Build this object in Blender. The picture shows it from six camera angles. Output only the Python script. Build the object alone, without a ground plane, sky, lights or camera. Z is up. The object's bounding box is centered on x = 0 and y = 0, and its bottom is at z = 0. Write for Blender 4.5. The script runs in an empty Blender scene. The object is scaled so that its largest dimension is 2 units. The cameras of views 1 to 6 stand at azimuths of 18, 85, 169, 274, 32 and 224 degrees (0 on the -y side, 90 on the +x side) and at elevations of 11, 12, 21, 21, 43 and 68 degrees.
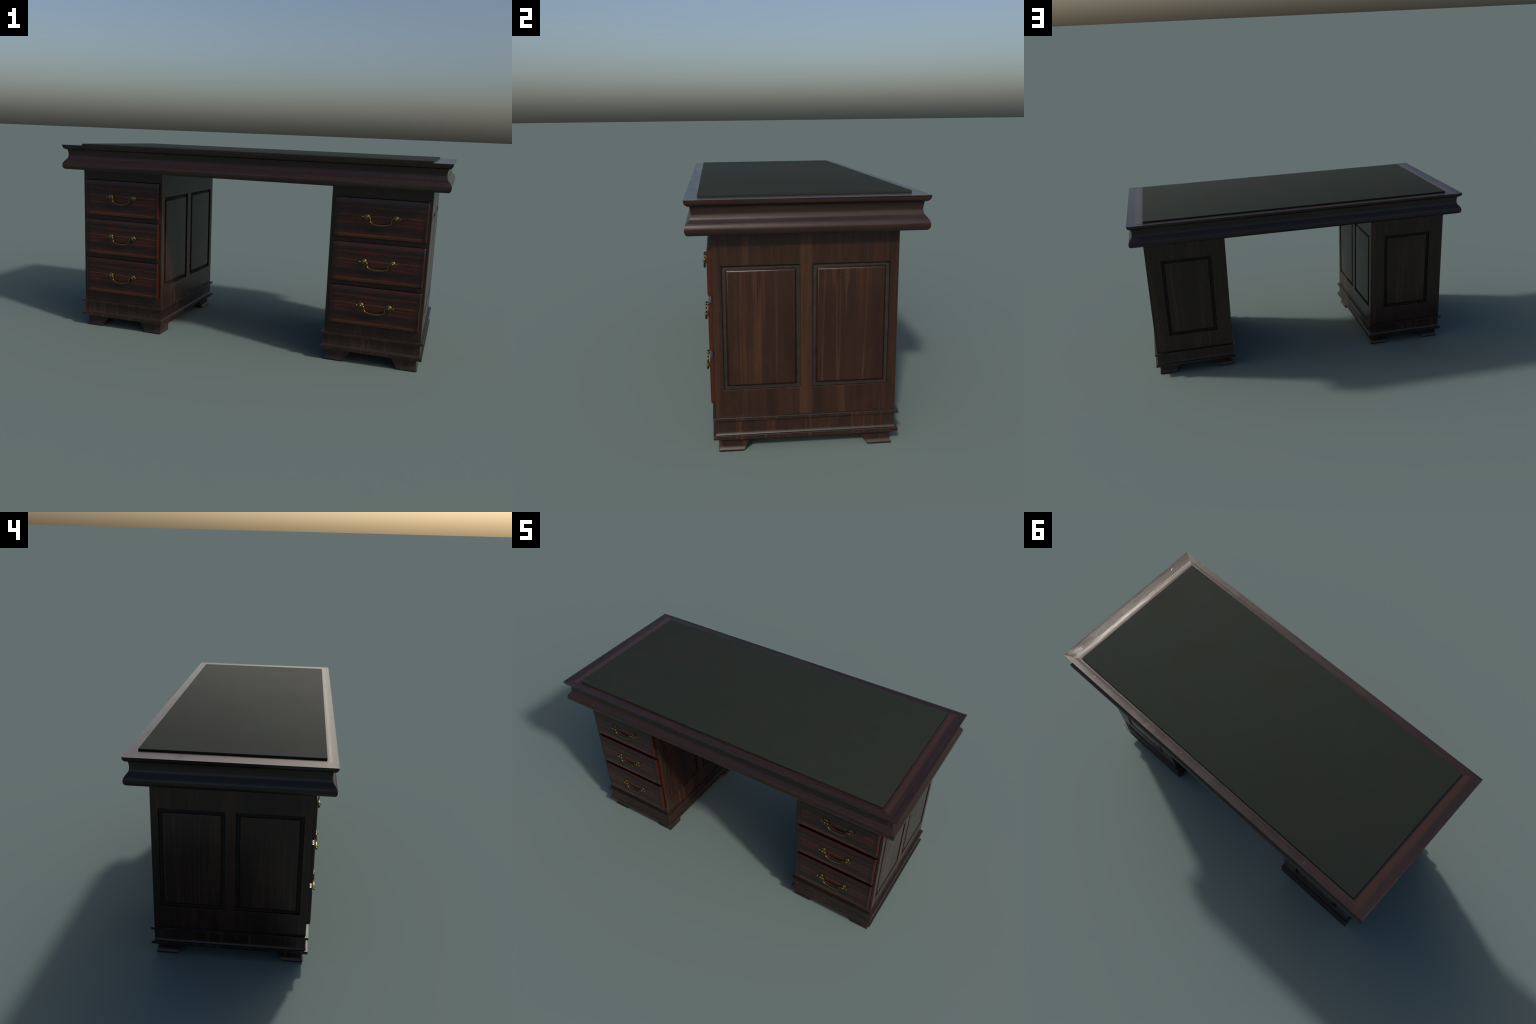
"""Twin-pedestal writing desk: moulded top with a leather inlay, panelled pedestals, six drawers with brass bail pulls."""
import bpy, bmesh, math, random
from mathutils import Vector

random.seed(7)
scene = bpy.context.scene
COL = scene.collection

# ------------------------------------------------------------------ sizes (metres)
TOP_X, TOP_Y = 0.9995, 0.4450            # half extents of the moulded top
TOP_Z, UNDER_Z = 1.0072, 0.8790
LEATHER_X, LEATHER_Y, LEATHER_Z = 0.9085, 0.3975, 1.0158
PED_CX = 0.68875                         # pedestal centre, left and right
BODY_HX, BODY_HY = 0.23575, 0.3525       # pedestal carcass half extents
LEDGE = 0.0127                           # how far the plinth ledges stand out
OPEN_Z0, OPEN_Z1 = 0.2610, 0.7515        # panel openings
DRAWER_W, DRAWER_H, DRAWER_PITCH = 0.4375, 0.1935, 0.2160
DRAWER_TOP, DRAWER_DX = 0.8275, 0.0035
DRAWER_OUT = 0.0185


# ------------------------------------------------------------------ object helpers
def make_object(name, bm, mats, parent=None, loc=(0, 0, 0), smooth=None):
    me = bpy.data.meshes.new(name)
    bmesh.ops.recalc_face_normals(bm, faces=bm.faces)
    bm.to_mesh(me)
    bm.free()
    for m in mats:
        me.materials.append(m)
    ob = bpy.data.objects.new(name, me)
    COL.objects.link(ob)
    ob.location = loc
    if parent:
        ob.parent = parent
        ob.matrix_parent_inverse.identity()
        ob.location = Vector(loc) - parent_world(parent)
    if smooth is not None:
        shade_by_angle(me, smooth)
    return ob


def parent_world(p):
    v = Vector((0, 0, 0))
    while p:
        v += p.location
        p = p.parent
    return v


def shade_by_angle(me, degrees):
    limit = math.radians(degrees)
    bm = bmesh.new()
    bm.from_mesh(me)
    for f in bm.faces:
        f.smooth = True
    for e in bm.edges:
        e.smooth = len(e.link_faces) == 2 and e.calc_face_angle(0) < limit
    bm.to_mesh(me)
    bm.free()


def add_bevel(ob, width, segments=2, angle=30):
    m = ob.modifiers.new("soft_edges", 'BEVEL')
    m.width, m.segments, m.limit_method = width, segments, 'ANGLE'
    m.angle_limit = math.radians(angle)
    m.harden_normals = False
    for p in ob.data.polygons:
        p.use_smooth = True
    w = ob.modifiers.new("flat_faces", 'WEIGHTED_NORMAL')
    w.keep_sharp = True
    return ob


def box_bm(bm, x0, x1, y0, y1, z0, z1, mat=0):
    vs = [bm.verts.new((x, y, z)) for z in (z0, z1) for y in (y0, y1) for x in (x0, x1)]
    for a in ((0, 2, 3, 1), (4, 5, 7, 6), (0, 1, 5, 4), (2, 6, 7, 3), (0, 4, 6, 2), (1, 3, 7, 5)):
        f = bm.faces.new([vs[i] for i in a])
        f.material_index = mat


def ring_stack(bm, rings, mats=None, cap_first=True, cap_last=True):
    """Loft through closed rings of equal length."""
    vr = [[bm.verts.new(p) for p in r] for r in rings]
    n = len(vr[0])
    for i in range(len(vr) - 1):
        for j in range(n):
            k = (j + 1) % n
            f = bm.faces.new((vr[i][j], vr[i][k], vr[i + 1][k], vr[i + 1][j]))
            if mats:
                f.material_index = mats[i]
    if cap_first:
        bm.faces.new(vr[0][::-1]).material_index = mats[0] if mats else 0
    if cap_last:
        bm.faces.new(vr[-1]).material_index = mats[-1] if mats else 0
    return vr


def rect(hx, hy, z):
    return [(-hx, -hy, z), (hx, -hy, z), (hx, hy, z), (-hx, hy, z)]


def sweep(bm, points, radii, sides=12):
    """Round tube of varying radius along a path lying in the x-z plane."""
    pts = [Vector(p) for p in points]
    rings = []
    for i, p in enumerate(pts):
        t = (pts[min(i + 1, len(pts) - 1)] - pts[max(i - 1, 0)]).normalized()
        side = Vector((0, 1, 0))
        up = t.cross(side).normalized()
        side = up.cross(t).normalized()
        rings.append([p + radii[i] * (math.cos(a) * side + math.sin(a) * up)
                      for a in (2 * math.pi * k / sides for k in range(sides))])
    ring_stack(bm, rings)


def lathe_y(bm, cx, cz, profile, sides=24):
    """Turned form about an axis along y: profile of (radius, y)."""
    rings = [[(cx + r * math.cos(a), y, cz + r * math.sin(a))
              for a in (2 * math.pi * k / sides for k in range(sides))] for r, y in profile]
    ring_stack(bm, rings)


def spline(keys, steps):
    """Catmull-Rom through tuples of numbers."""
    out = []
    for i in range(len(keys) - 1):
        p0, p1, p2, p3 = keys[max(i - 1, 0)], keys[i], keys[i + 1], keys[min(i + 2, len(keys) - 1)]
        for s in range(steps):
            t = s / steps
            out.append(tuple(0.5 * (2 * b + (c - a) * t + (2 * a - 5 * b + 4 * c - d) * t * t
                                    + (3 * b - a - 3 * c + d) * t ** 3) for a, b, c, d in zip(p0, p1, p2, p3)))
    out.append(tuple(keys[-1]))
    return out


# ------------------------------------------------------------------ material helpers
class Nodes:
    def __init__(self, name):
        self.mat = bpy.data.materials.new(name)
        self.mat.use_nodes = True
        self.t = self.mat.node_tree
        self.t.nodes.clear()
        self.out = self.t.nodes.new('ShaderNodeOutputMaterial')
        self.bsdf = self.t.nodes.new('ShaderNodeBsdfPrincipled')
        self.t.links.new(self.bsdf.outputs[0], self.out.inputs[0])

    def n(self, kind, **props):
        node = self.t.nodes.new('ShaderNode' + kind)
        for k, v in props.items():
            setattr(node, k, v)
        return node

    def link(self, a, b):
        self.t.links.new(a, b)

    def set(self, **inputs):
        for k, v in inputs.items():
            self.bsdf.inputs[k.replace('_', ' ')].default_value = v

    def coords(self, random_shift=True):
        tc = self.n('TexCoord')
        if not random_shift:
            return tc.outputs['Object']
        info = self.n('ObjectInfo')
        mul = self.n('VectorMath', operation='SCALE')
        mul.inputs[0].default_value = (3.1, 4.7, 2.3)
        self.link(info.outputs['Random'], mul.inputs['Scale'])
        add = self.n('VectorMath', operation='ADD')
        self.link(tc.outputs['Object'], add.inputs[0])
        self.link(mul.outputs[0], add.inputs[1])
        return add.outputs[0]

    def noise(self, vec, scale_xyz, detail=3, rough=0.55, distortion=0.0):
        mp = self.n('Mapping')
        mp.inputs['Scale'].default_value = scale_xyz
        self.link(vec, mp.inputs[0])
        nz = self.n('TexNoise')
        nz.inputs['Scale'].default_value = 1.0
        nz.inputs['Detail'].default_value = detail
        nz.inputs['Roughness'].default_value = rough
        nz.inputs['Distortion'].default_value = distortion
        self.link(mp.outputs[0], nz.inputs['Vector'])
        return nz.outputs[0]

    def ramp(self, fac, stops, interpolation='LINEAR'):
        r = self.n('ValToRGB')
        r.color_ramp.interpolation = interpolation
        el = r.color_ramp.elements
        while len(el) < len(stops):
            el.new(0.5)
        for e, (pos, c) in zip(el, stops):
            e.position = pos
            e.color = (c, c, c, 1) if isinstance(c, (int, float)) else (*c, 1)
        self.link(fac, r.inputs[0])
        return r.outputs[0]

    def mix(self, fac, a, b, mode='MIX'):
        m = self.n('Mix', data_type='RGBA', blend_type=mode)
        for sock, v in ((m.inputs[0], fac), (m.inputs[6], a), (m.inputs[7], b)):
            if isinstance(v, (int, float)):
                sock.default_value = v
            elif isinstance(v, tuple):
                sock.default_value = (*v, 1)
            else:
                self.link(v, sock)
        return m.outputs[2]

    def math(self, op, a, b=0.0, clamp=False):
        m = self.n('Math', operation=op, use_clamp=clamp)
        for sock, v in zip(m.inputs, (a, b)):
            if isinstance(v, (int, float)):
                sock.default_value = v
            else:
                self.link(v, sock)
        return m.outputs[0]

    def bump(self, height, strength, distance):
        b = self.n('Bump')
        b.inputs['Strength'].default_value = strength
        b.inputs['Distance'].default_value = distance
        self.link(height, b.inputs['Height'])
        self.link(b.outputs[0], self.bsdf.inputs['Normal'])


def along(axis, across, length):
    """Texture scale: stretched along the grain axis."""
    s = [across] * 3
    s['xyz'.index(axis)] = length
    return tuple(s)


def wood_material(name, grain, dark, mid, light, band=11.0, rough=(0.20, 0.30), upface_tint=None, bump=0.25, pitted=False, spec=0.5, stiles=False, rubbed=False):
    """Stained walnut: broad hard-edged figure bands, faint pores, blotches of wear."""
    m = Nodes(name)
    v = m.coords()
    deep = tuple(c * 0.72 for c in dark)
    figure = m.noise(v, along(grain, band, 0.35), 3, 0.55, 0.05)
    base = m.ramp(figure, [(0.28, deep), (0.38, dark), (0.45, mid), (0.505, dark), (0.53, mid), (0.56, light),
                           (0.585, light), (0.592, dark), (0.66, mid), (0.74, light)])
    ribbon = m.noise(v, along(grain, band * 4.3, 1.1), 4, 0.6, 0.1)
    base = m.mix(m.ramp(ribbon, [(0.36, 0.35), (0.50, 0.0)]), base, dark)
    base = m.mix(m.ramp(ribbon, [(0.60, 0.0), (0.66, 0.28)]), base, light)
    blotch = m.noise(v, (5.0, 5.0, 4.0), 4, 0.6)
    base = m.mix(m.ramp(blotch, [(0.45, 0.0), (0.75, 0.5)]), base, deep)
    warm = m.noise(v, (9.0, 9.0, 7.0), 3, 0.6)
    base = m.mix(m.ramp(warm, [(0.55, 0.0), (0.75, 0.30)]), base, (light[0] * 1.05, light[1] * 0.72, light[2] * 0.62))
    pores = m.noise(v, along(grain, 330.0, 9.0), 3, 0.6)
    base = m.mix(m.ramp(pores, [(0.30, 0.30), (0.48, 0.0)]), base, deep)
    if stiles:
        # paler veneer on the middle stile and along the front corner of the two sides
        tc, geo = m.n('TexCoord'), m.n('NewGeometry')
        pos, nor = m.n('SeparateXYZ'), m.n('SeparateXYZ')
        m.link(tc.outputs['Object'], pos.inputs[0])
        m.link(geo.outputs['Normal'], nor.inputs[0])
        middle = m.ramp(m.math('ABSOLUTE', pos.outputs[1]), [(0.020, 0.6), (0.028, 0.0)])
        corner = m.ramp(m.math('ADD', pos.outputs[1], 0.5), [(0.160, 0.6), (0.168, 0.0)])
        strip = m.math('MULTIPLY', m.math('MAXIMUM', middle, corner), m.math('GREATER_THAN', m.math('ABSOLUTE', nor.outputs[0]), 0.5))
        # front face mixed toward a darker tone
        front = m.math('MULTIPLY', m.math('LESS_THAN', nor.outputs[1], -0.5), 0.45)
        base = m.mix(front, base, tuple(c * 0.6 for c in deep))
        base = m.mix(m.math('MULTIPLY', strip, m.ramp(ribbon, [(0.3, 0.5), (0.6, 1.0)])), base, light)
    if rubbed:
        # warmer, lighter band painted where the frame's slope catches the sun
        tc, pos = m.n('TexCoord'), m.n('SeparateXYZ')
        m.link(tc.outputs['Object'], pos.inputs[0])
        edge = m.math('ADD', m.math('ABSOLUTE', pos.outputs[0]), m.math('MULTIPLY', m.math('SUBTRACT', ribbon, 0.5), 0.012))
        band_mask = m.ramp(m.math('SUBTRACT', edge, 0.5), [(0.416, 0.0), (0.424, 0.75), (0.443, 0.75), (0.458, 0.0)])
        base = m.mix(band_mask, base, (0.046, 0.0205, 0.0120))
    if upface_tint:
        geo = m.n('NewGeometry')
        sep = m.n('SeparateXYZ')
        m.link(geo.outputs['Normal'], sep.inputs[0])
        patch = m.noise(v, (18, 18, 18), 4, 0.6)
        up = m.math('MULTIPLY', m.ramp(sep.outputs[2], [(0.12, 0.0), (0.6, 1.0)]), m.ramp(patch, [(0.25, 0.55), (0.6, 1.0)]))
        base = m.mix(up, base, upface_tint)
    m.link(base, m.bsdf.inputs['Base Color'])
    smear = m.noise(v, along(grain, 14.0, 5.0), 4, 0.65)
    r = m.n('MapRange')
    r.inputs['To Min'].default_value, r.inputs['To Max'].default_value = rough
    r.inputs['From Min'].default_value, r.inputs['From Max'].default_value = 0.3, 0.7
    m.link(smear, r.inputs[0])
    rough_out = r.outputs[0]
    if upface_tint:
        rough_out = m.math('ADD', rough_out, m.math('MULTIPLY', up, 0.20))
    m.link(rough_out, m.bsdf.inputs['Roughness'])
    dents = m.noise(v, along(grain, 60.0, 14.0), 4, 0.65)
    height = m.math('ADD', m.math('MULTIPLY', pores, 0.5), dents)
    if pitted:
        where = m.ramp(m.noise(v, (4.0, 4.0, 4.0), 3, 0.6), [(0.52, 0.0), (0.64, 1.0)])
        pits = m.noise(v, along(grain, 240.0, 160.0), 3, 0.75)
        geo = m.n('NewGeometry')
        nor = m.n('SeparateXYZ')
        m.link(geo.outputs['Normal'], nor.inputs[0])
        where = m.math('MULTIPLY', where, m.math('GREATER_THAN', nor.outputs[2], 0.6))
        height = m.math('ADD', height, m.math('MULTIPLY', m.math('MULTIPLY', pits, where), 1.8))
    # sparse hair-line scratches crossing the grain at a slant
    line = m.math('ABSOLUTE', m.math('SUBTRACT', m.noise(v, (16.0, 19.0, 13.0), 0, 0.5), 0.5))
    here = m.ramp(m.noise(v, (11.0, 11.0, 11.0), 1, 0.5), [(0.68, 0.0), (0.70, 1.0)])
    height = m.math('SUBTRACT', height, m.math('MULTIPLY', m.math('MULTIPLY', m.ramp(line, [(0.0, 1.0), (0.010, 0.0)]), here), 1.0))
    m.bump(height, bump, 0.0010)
    m.set(Specular_IOR_Level=spec)
    return m.mat


def drawer_material():
    """Polished rosewood face: fixed horizontal streaks, slightly wavy, darker toward the edges."""
    m = Nodes("rosewood_drawer_front")
    v = m.coords(False)
    sep = m.n('SeparateXYZ')
    m.link(v, sep.inputs[0])
    wave = m.noise(v, (5.0, 1.0, 4.0), 2, 0.5)
    tear = m.noise(v, (14.0, 6.0, 190.0), 4, 0.7)
    z = m.math('DIVIDE', sep.outputs[2], DRAWER_H)
    z = m.math('ADD', z, m.math('MULTIPLY', m.math('SUBTRACT', wave, 0.5), 0.10))
    z = m.math('ADD', z, m.math('MULTIPLY', m.math('SUBTRACT', tear, 0.5), 0.035))
    black, wine, red, amber = (0.0085, 0.0042, 0.0038), (0.0290, 0.0062, 0.0050), (0.076, 0.0105, 0.0062), (0.095, 0.0380, 0.0140)
    rust = (0.056, 0.0135, 0.0062)
    streaks = m.ramp(z, [(0.0, wine), (0.035, rust), (0.075, rust), (0.095, amber), (0.115, wine), (0.17, wine), (0.23, black), (0.29, black),
                         (0.36, wine), (0.385, red), (0.40, wine), (0.46, wine), (0.475, red), (0.49, wine), (0.550, wine), (0.558, amber), (0.568, amber), (0.576, wine),
                         (0.64, wine), (0.70, black), (0.755, wine), (0.775, red), (0.795, black), (0.87, black), (0.93, wine), (1.0, wine)])
    fine = m.noise(v, (5.0, 5.0, 420.0), 3, 0.65)
    col = m.mix(m.ramp(fine, [(0.32, 0.60), (0.50, 0.0)]), streaks, black)
    thread = m.noise(v, (9.0, 9.0, 260.0), 3, 0.6)
    col = m.mix(m.ramp(thread, [(0.60, 0.0), (0.68, 0.6)]), col, red)
    patch = m.noise(v, (7.0, 7.0, 9.0), 3, 0.5)
    col = m.mix(m.ramp(patch, [(0.48, 0.0), (0.75, 0.5)]), col, black)
    # dark vignette toward the two ends of the face
    off = m.math('DIVIDE', m.math('ABSOLUTE', sep.outputs[0]), DRAWER_W / 2)
    col = m.mix(m.ramp(off, [(0.86, 0.0), (0.945, 0.85), (0.966, 0.85), (0.974, 0.0)]), col, black)
    col = m.mix(m.ramp(off, [(0.974, 0.0), (0.982, 0.7)]), col, rust)  # end edges coloured rust to draw the bevel's highlight line
    # redder ends of the drawer box, dark top and underside
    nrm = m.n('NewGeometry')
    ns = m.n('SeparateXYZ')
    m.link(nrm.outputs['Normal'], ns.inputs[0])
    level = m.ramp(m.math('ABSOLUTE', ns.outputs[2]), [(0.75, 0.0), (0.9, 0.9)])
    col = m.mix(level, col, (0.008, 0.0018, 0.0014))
    side = m.ramp(m.math('ABSOLUTE', ns.outputs[0]), [(0.35, 0.0), (0.8, 0.9)])
    stain = m.noise(v, (90.0, 200.0, 14.0), 3, 0.6)
    col = m.mix(side, col, m.ramp(stain, [(0.3, (0.018, 0.0035, 0.003)), (0.55, (0.040, 0.0075, 0.0045)), (0.75, (0.066, 0.020, 0.009))]))
    m.link(col, m.bsdf.inputs['Base Color'])
    smear = m.noise(v, (12.0, 12.0, 16.0), 4, 0.6)
    m.link(m.ramp(smear, [(0.3, 0.16), (0.7, 0.28)]), m.bsdf.inputs['Roughness'])
    m.bump(fine, 0.12, 0.0005)
    m.set(Specular_IOR_Level=0.5)
    return m.mat


def leather_material():
    m = Nodes("green_leather")
    v = m.coords(False)
    cloud = m.noise(v, (3.2, 3.2, 3.2), 3, 0.55, 0.4)
    col = m.ramp(cloud, [(0.36, (0.0125, 0.0195, 0.0145)), (0.62, (0.0152, 0.0180, 0.0137))])
    grit = m.noise(v, (420, 420, 420), 3, 0.6)
    col = m.mix(m.ramp(grit, [(0.35, 0.25), (0.6, 0.0)]), col, (0.010, 0.013, 0.010))
    m.link(col, m.bsdf.inputs['Base Color'])
    wrinkle = m.noise(v, (28, 60, 40), 5, 0.6, 0.6)
    m.link(m.ramp(cloud, [(0.3, 0.88), (0.7, 0.92)]), m.bsdf.inputs['Roughness'])
    m.bump(m.math('ADD', m.math('MULTIPLY', grit, 0.3), wrinkle), 0.55, 0.0014)
    m.set(Specular_IOR_Level=0.25)
    return m.mat


def brass_material():
    m = Nodes("aged_brass")
    v = m.coords(False)
    tarnish = m.noise(v, (160, 160, 160), 4, 0.6)
    m.link(m.ramp(tarnish, [(0.3, (0.10, 0.085, 0.033)), (0.7, (0.235, 0.19, 0.078))]), m.bsdf.inputs['Base Color'])
    m.link(m.ramp(tarnish, [(0.3, 0.42), (0.7, 0.26)]), m.bsdf.inputs['Roughness'])
    m.set(Metallic=1.0)
    return m.mat


def mottled_tone(name, a, b, rough, spec):
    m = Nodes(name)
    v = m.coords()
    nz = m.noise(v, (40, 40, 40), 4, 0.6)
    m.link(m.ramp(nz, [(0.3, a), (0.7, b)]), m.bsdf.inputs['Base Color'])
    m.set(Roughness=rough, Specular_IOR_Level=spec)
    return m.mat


DARK, MID, LIGHT = (0.0195, 0.0078, 0.0052), (0.0290, 0.0110, 0.0063), (0.0440, 0.0185, 0.0088)
LEDGE_GREY = (0.013, 0.0105, 0.009)
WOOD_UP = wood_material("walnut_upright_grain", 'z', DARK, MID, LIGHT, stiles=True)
WOOD_PANEL = wood_material("walnut_panel_grain", 'z', DARK, (0.0270, 0.0102, 0.0060), LIGHT, band=13.0)
TOP_TONES = (0.0160, 0.0072, 0.0060), (0.0225, 0.0095, 0.0075), (0.0310, 0.0140, 0.0090)
WOOD_X = wood_material("walnut_long_grain", 'x', *TOP_TONES, band=24.0, rough=(0.24, 0.33), bump=0.38, pitted=True)
WOOD_Y = wood_material("walnut_cross_grain", 'y', *TOP_TONES, band=24.0, rough=(0.20, 0.28), bump=0.38, pitted=True, rubbed=True)  # rubbed: bakes the sunlit stripe into the end rails
LEDGE_X = wood_material("plinth_wood", 'z', (0.0165, 0.0072, 0.0050), (0.0250, 0.0100, 0.0060), (0.0440, 0.0185, 0.0090), band=14.0, upface_tint=LEDGE_GREY)
GROOVE = mottled_tone("groove_grime", (0.0160, 0.0150, 0.0135), (0.0260, 0.0240, 0.0215), 0.60, 0.10)  # grey sheen of the lit groove put into base colour, specular kept low
SLOPE = mottled_tone("shadowed_bevel_stain", (0.010, 0.0034, 0.0018), (0.018, 0.0062, 0.0032), 0.45, 0.12)
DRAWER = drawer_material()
LEATHER = leather_material()
BRASS = brass_material()

# ------------------------------------------------------------------ the desk
desk = bpy.data.objects.new("pedestal_desk", None)
COL.objects.link(desk)
desk["label"] = "dark walnut twin pedestal desk with green leather top and brass drawer pulls"
desk["category"] = "writing desk"


# ---- table top: four mitred mouldings round a core, leather inlay on it
def moulding_profile():
    """(inset from the outer edge, height): lip, cavetto neck, swelling torus, underside."""
    neck = spline([(0.0205, 0.9832), (0.0232, 0.9690), (0.0243, 0.9540), (0.0212, 0.9385), (0.0145, 0.9290),
                   (0.0075, 0.9205), (0.0025, 0.9115), (0.0006, 0.9030), (0.0008, 0.8925)], 4)
    return [(0.0, TOP_Z), (0.0004, TOP_Z - 0.0010), (0.0022, 0.9962), (0.0052, 0.9905), (0.0108, 0.9855), (0.0135, 0.9836)] + neck + \
           [(0.0036, 0.8850), (0.0100, UNDER_Z), (0.1600, UNDER_Z)]


def top_surface_profile(width):
    """Flat of the frame from the leather out: shallow step down beside the leather, then level to the lip."""
    return [(width * 1.15, TOP_Z - 0.0006), (width * 0.98, TOP_Z - 0.0004), (width * 0.86, TOP_Z + 0.0000), (width * 0.76, TOP_Z - 0.0001),
            (width * 0.60, TOP_Z - 0.0009), (width * 0.52, TOP_Z - 0.0010), (width * 0.12, TOP_Z - 0.0004), (0.0012, TOP_Z - 0.0001)]


def moulding(length_half, depth_half, grain, mat, turn):
    """One mitred length along local x, outer edge facing local -y."""
    bm = bmesh.new()
    width = depth_half - (LEATHER_Y if grain == 'x' else LEATHER_X)
    other = (TOP_X - LEATHER_X) if grain == 'x' else (TOP_Y - LEATHER_Y)
    # the frame is wider at the ends, so its mitre runs from outer corner to leather corner; below the lip it is 45 degrees
    prof = [(o, z, other / width) for o, z in top_surface_profile(width)] + [(o, z, 1.0) for o, z in moulding_profile()]
    gap = 0.00012
    cols = 48
    rows = []
    for o, z, ratio in prof:
        half = length_half - o * ratio - gap
        y = -(depth_half - o)
        rows.append([(half * (2 * i / cols - 1), y, z) for i in range(cols + 1)])
    grid = [[bm.verts.new(turn(p)) for p in r] for r in rows]
    for a, b in zip(grid[:-1], grid[1:]):
        for i in range(cols):
            bm.faces.new((a[i], a[i + 1], b[i + 1], b[i]))
    return make_object("edge_moulding", bm, [mat], tabletop, (0, 0, 0), 38)


bm = bmesh.new()
box_bm(bm, -TOP_X + 0.075, TOP_X - 0.075, -TOP_Y + 0.042, TOP_Y - 0.042, UNDER_Z + 0.0015, TOP_Z - 0.0025)
tabletop = make_object("tabletop", bm, [WOOD_X], desk, (0, 0, 0))
moulding(TOP_X, TOP_Y, 'x', WOOD_X, lambda p: (p[0], p[1], p[2]))
moulding(TOP_X, TOP_Y, 'x', WOOD_X, lambda p: (-p[0], -p[1], p[2]))
moulding(TOP_Y, TOP_X, 'y', WOOD_Y, lambda p: (-p[1], p[0], p[2]))
moulding(TOP_Y, TOP_X, 'y', WOOD_Y, lambda p: (p[1], -p[0], p[2]))

bm = bmesh.new()
ring_stack(bm, [rect(LEATHER_X - i, LEATHER_Y - i, z - TOP_Z) for i, z in
                ((0.0015, TOP_Z - 0.0015), (0.0, TOP_Z + 0.0006), (0.0, LEATHER_Z - 0.0016), (0.0005, LEATHER_Z - 0.0005), (0.0018, LEATHER_Z))])
make_object("leather_inlay", bm, [LEATHER], tabletop, (0, 0, TOP_Z), 50)


# ---- pedestals
def face_with_openings(bm, place, u_cuts, v_cuts, openings, depth):
    """A wall in (u, v): cells inside an opening are left out and its lip is turned inward."""
    cache = {}

    def vert(u, v, d=0.0):
        key = (round(u, 5), round(v, 5), d)
        if key not in cache:
            cache[key] = bm.verts.new(place(u, v, d))
        return cache[key]

    for u0, u1 in zip(u_cuts[:-1], u_cuts[1:]):
        for v0, v1 in zip(v_cuts[:-1], v_cuts[1:]):
            mid = ((u0 + u1) / 2, (v0 + v1) / 2)
            if any(a < mid[0] < b and c < mid[1] < d for a, b, c, d in openings):
                continue
            bm.faces.new([vert(u0, v0), vert(u1, v0), vert(u1, v1), vert(u0, v1)])
    for a, b, c, d in openings:
        loop = [(a, c), (b, c), (b, d), (a, d)]
        for (p, q), (r, s) in zip(loop, loop[1:] + loop[:1]):
            bm.faces.new([vert(p, q), vert(p, q, depth), vert(r, s, depth), vert(r, s)])


SIDE_OPEN = [(-0.3190, -0.0235), (0.0235, 0.3190)]
BACK_OPEN = (-0.1478, 0.1478)
GROOVE_DEPTH = 0.0085


def carcass(cx):
    bm = bmesh.new()
    z_lo, z_hi = 0.1400, UNDER_Z + 0.001
    v_cuts = [z_lo, OPEN_Z0, OPEN_Z1, z_hi]
    side_u = [-BODY_HY] + [u for o in SIDE_OPEN for u in o] + [BODY_HY]
    side_open = [(a, b, OPEN_Z0, OPEN_Z1) for a, b in SIDE_OPEN]
    back_u = [-BODY_HX, BACK_OPEN[0], BACK_OPEN[1], BODY_HX]
    back_open = [(BACK_OPEN[0], BACK_OPEN[1], OPEN_Z0, OPEN_Z1)]
    for s in (-1, 1):
        face_with_openings(bm, lambda u, v, d, s=s: (s * (BODY_HX - d), u, v), side_u, v_cuts, side_open, GROOVE_DEPTH + 0.004)
    face_with_openings(bm, lambda u, v, d: (u, BODY_HY - d, v), back_u, v_cuts, back_open, GROOVE_DEPTH + 0.004)
    face_with_openings(bm, lambda u, v, d: (u, -BODY_HY, v), [-BODY_HX, BODY_HX], v_cuts, [], 0)
    bmesh.ops.remove_doubles(bm, verts=bm.verts, dist=1e-5)
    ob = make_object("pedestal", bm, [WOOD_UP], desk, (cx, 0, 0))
    add_bevel(ob, 0.0012, 2)
    return ob


def raised_panel(parent, cx, half_w, centre, normal):
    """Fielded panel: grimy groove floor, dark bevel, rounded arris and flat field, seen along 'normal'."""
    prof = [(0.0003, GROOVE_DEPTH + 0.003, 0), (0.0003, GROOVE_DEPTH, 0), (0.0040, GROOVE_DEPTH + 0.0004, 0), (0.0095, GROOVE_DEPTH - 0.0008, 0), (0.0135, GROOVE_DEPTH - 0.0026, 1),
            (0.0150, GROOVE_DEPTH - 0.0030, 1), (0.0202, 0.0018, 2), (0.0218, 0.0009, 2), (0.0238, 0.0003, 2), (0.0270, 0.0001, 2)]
    h = (OPEN_Z1 - OPEN_Z0) / 2
    bm = bmesh.new()
    mats = [p[2] for p in prof[:-1]]
    nx, ny = normal
    rings = []
    for d, depth, _ in prof:
        a, b = half_w - d, h - d
        ring = []
        for u, w in ((-a, -b), (a, -b), (a, b), (-a, b)):
            ring.append((-depth * nx - u * ny, -depth * ny + u * nx, w))
        rings.append(ring)
    ring_stack(bm, rings, mats + [2], cap_first=True)
    bm.faces.ensure_lookup_table()
    zc = (OPEN_Z0 + OPEN_Z1) / 2
    return make_object("raised_panel", bm, [GROOVE, SLOPE, WOOD_PANEL], parent, (centre[0], centre[1], zc), 24)


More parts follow.
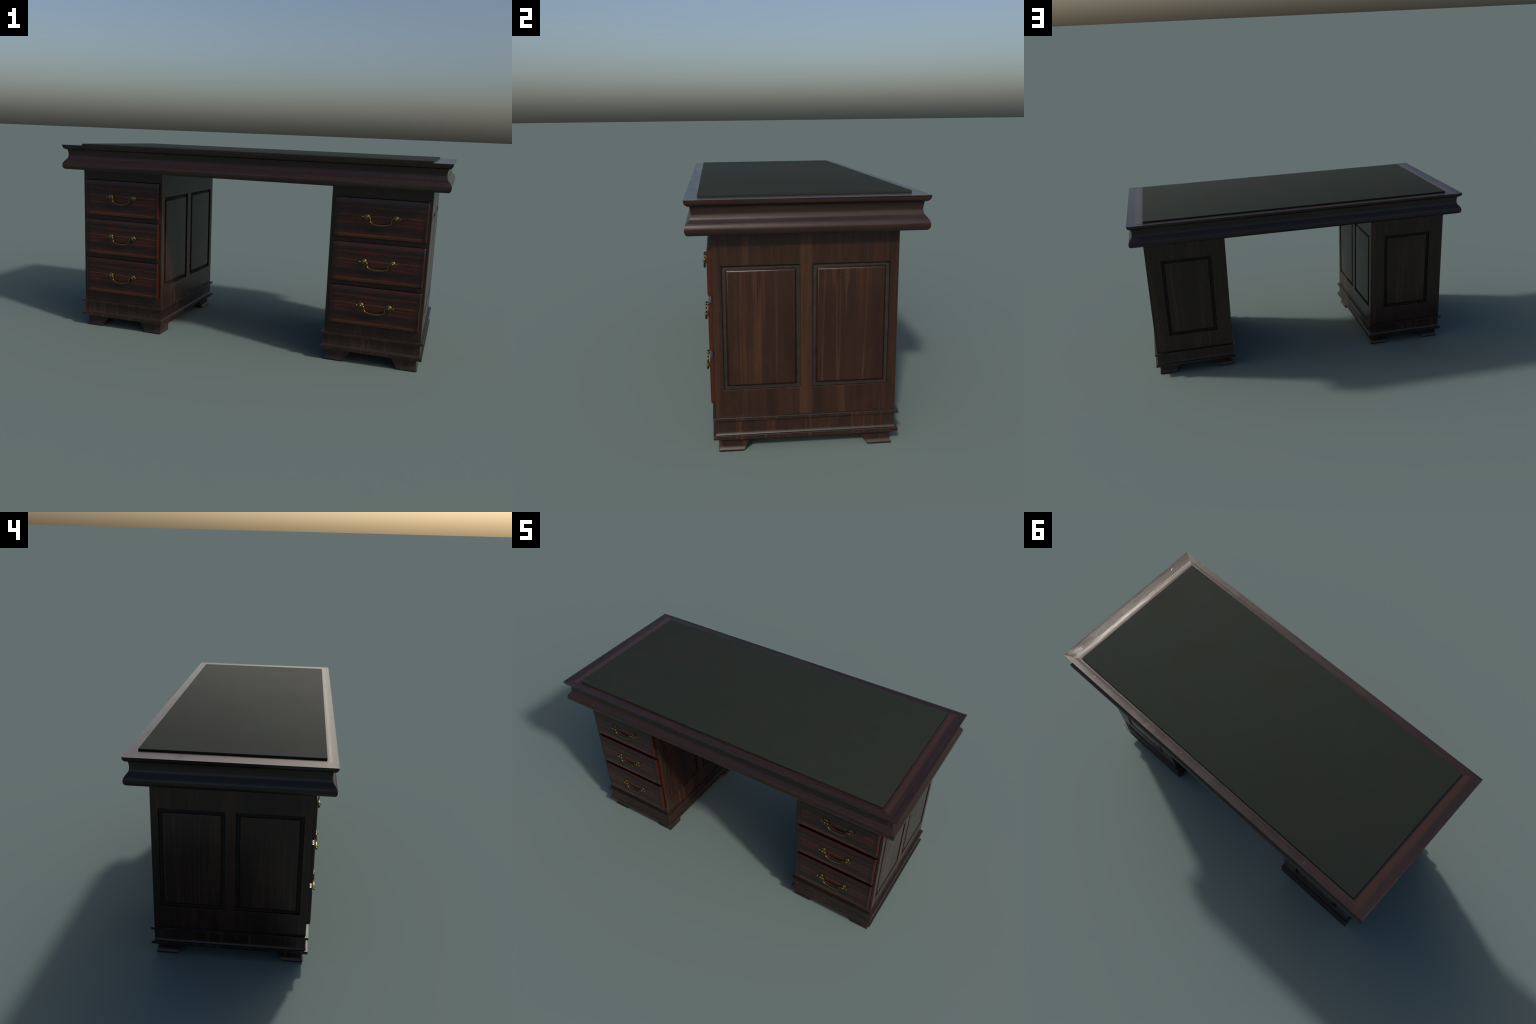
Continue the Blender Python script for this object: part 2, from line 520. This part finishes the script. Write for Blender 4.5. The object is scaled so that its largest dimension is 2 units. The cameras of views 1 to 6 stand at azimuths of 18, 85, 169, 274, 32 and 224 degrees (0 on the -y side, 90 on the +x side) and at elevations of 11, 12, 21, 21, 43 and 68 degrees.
def plinth(parent, cx):
    """Base: two projecting ledges with a plain band between, a small cove above the lower one."""
    bx, by = BODY_HX, BODY_HY
    prof = [(LEDGE, 0.0597), (LEDGE, 0.0743), (LEDGE - 0.0006, 0.0750), (0.0045, 0.0757), (0.0022, 0.0790), (0.0008, 0.0860), (0.0, 0.0930), (0.0, 0.1380),
            (LEDGE, 0.1381), (LEDGE, 0.1492), (LEDGE - 0.0006, 0.1499), (0.0006, 0.1512), (-0.0100, 0.1515)]
    bm = bmesh.new()
    ring_stack(bm, [rect(bx + o, by + o, z) for o, z in prof])
    return make_object("plinth", bm, [LEDGE_X], parent, (cx, 0, 0), 28)


def bracket_foot(parent, cx, sx, sy):
    """Corner block: projecting toe on the two outer sides, inner sides raking inward."""
    ox, oy = BODY_HX + LEDGE - 0.0188, BODY_HY + LEDGE - 0.0200   # outer toe
    #        outer inset, inner length, z
    prof = [(0.0004, 0.0955, 0.0), (0.0, 0.0962, 0.0010), (0.0, 0.0990, 0.0055), (0.0012, 0.1010, 0.0080), (0.0040, 0.1045, 0.0130),
            (0.0060, 0.1080, 0.0180), (0.0067, 0.1120, 0.0240), (0.0067, 0.1340, 0.0605)]
    rings = []
    for inset, length, z in prof:
        x1, y1 = ox - inset, oy - inset
        x0, y0 = ox - length, oy - length
        rings.append([(sx * x0, sy * y0, z), (sx * x1, sy * y0, z), (sx * x1, sy * y1, z), (sx * x0, sy * y1, z)])
    bm = bmesh.new()
    ring_stack(bm, rings)
    return make_object("bracket_foot", bm, [LEDGE_X], parent, (cx, 0, 0), 32)


# ---- drawers and pulls
def drawer(cx, top):
    w, h = DRAWER_W / 2, DRAWER_H
    xs = [(0.0, 0.0050), (0.0012, 0.0024), (0.0030, 0.0008), (0.0055, 0.0001), (0.0085, 0.0)]
    cols = [(-w + d, b) for d, b in xs] + [(w - d, b) for d, b in reversed(xs)]
    rows = [(0.0, 0.0060), (0.0015, 0.0032), (0.0040, 0.0012), (0.0070, 0.0002), (0.0100, 0.0), (h - 0.044, 0.0), (h - 0.036, 0.0002),
            (h - 0.026, 0.0009), (h - 0.006, 0.0026), (h - 0.0025, 0.0034), (h - 0.0008, 0.0044), (h, 0.0058)]
    bm = bmesh.new()
    front = [[bm.verts.new((x, -DRAWER_OUT + min(math.hypot(bx, bz), 0.008), z)) for x, bx in cols] for z, bz in rows]
    for a, b in zip(front[:-1], front[1:]):
        for i in range(len(cols) - 1):
            bm.faces.new((a[i], a[i + 1], b[i + 1], b[i]))
    edge = front[0] + [r[-1] for r in front[1:]] + front[-1][-2::-1] + [r[0] for r in front[-2:0:-1]]
    back = [bm.verts.new((v.co.x, 0.004, v.co.z)) for v in edge]
    n = len(edge)
    for i in range(n):
        bm.faces.new((edge[i], edge[(i + 1) % n], back[(i + 1) % n], back[i]))
    bm.faces.new(back)
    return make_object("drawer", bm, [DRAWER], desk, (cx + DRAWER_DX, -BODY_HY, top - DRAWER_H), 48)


PULL_HALF = 0.0678
PULL_DX, PULL_Z = 0.0040, 0.1055


def pull_mesh(kind):
    bm = bmesh.new()
    if kind == "bail_handle":
        half = [(-0.0918, 0.0, 0.0012), (-0.0915, 0.0, 0.0032), (-0.0895, 0.0, 0.0045), (-0.0860, 0.0, 0.0043), (-0.0835, 0.0, 0.0032), (-0.0800, 0.0, 0.0026),
                (-0.0680, 0.0, 0.0026), (-0.0600, -0.0006, 0.0028), (-0.0540, -0.0024, 0.0033), (-0.0505, -0.0064, 0.0034), (-0.0497, -0.0120, 0.0030),
                (-0.0496, -0.0170, 0.0029), (-0.0480, -0.0225, 0.0033), (-0.0435, -0.0272, 0.0037), (-0.0350, -0.0314, 0.0041), (-0.0230, -0.0344, 0.0048)]
        keys = half + [(0.0, -0.0366, 0.0056)] + [(-x, z, r) for x, z, r in reversed(half)]
        pts = spline(keys, 5)
        sweep(bm, [(x, -0.0102 - 0.0012 * min(1.0, -z / 0.03), z) for x, z, r in pts], [max(r, 0.0008) for x, z, r in pts], 12)
    else:
        lathe_y(bm, 0, 0, [(0.0140, 0.0008), (0.0142, -0.0010), (0.0136, -0.0024), (0.0118, -0.0030), (0.0108, -0.0036), (0.0085, -0.0052),
                           (0.0058, -0.0060), (0.0036, -0.0064), (0.0030, -0.0085), (0.0036, -0.0098), (0.0044, -0.0118), (0.0045, -0.0138),
                           (0.0038, -0.0160), (0.0022, -0.0174), (0.0004, -0.0178)], 24)
    bmesh.ops.recalc_face_normals(bm, faces=bm.faces)
    me = bpy.data.meshes.new(kind)
    bm.to_mesh(me)
    bm.free()
    me.materials.append(BRASS)
    shade_by_angle(me, 60)
    return me


BAIL, ROSETTE = pull_mesh("bail_handle"), pull_mesh("rosette_post")


def add_pull(dr):
    for name, me, x in (("bail_handle", BAIL, 0.0), ("rosette_post", ROSETTE, -PULL_HALF), ("rosette_post", ROSETTE, PULL_HALF)):
        ob = bpy.data.objects.new(name, me)
        COL.objects.link(ob)
        ob.parent = dr
        ob.location = (PULL_DX + x, -DRAWER_OUT, PULL_Z)


for cx in (-PED_CX, PED_CX):
    body = carcass(cx)
    for s in (-1, 1):
        for a, b in SIDE_OPEN:
            raised_panel(body, cx, (b - a) / 2, (cx + s * BODY_HX, (a + b) / 2), (s, 0))
    raised_panel(body, cx, BACK_OPEN[1], (cx, BODY_HY), (0, 1))
    plinth(body, cx)
    for sx in (-1, 1):
        for sy in (-1, 1):
            bracket_foot(body, cx, sx, sy)
    for row in range(3):
        add_pull(drawer(cx, DRAWER_TOP - row * DRAWER_PITCH))
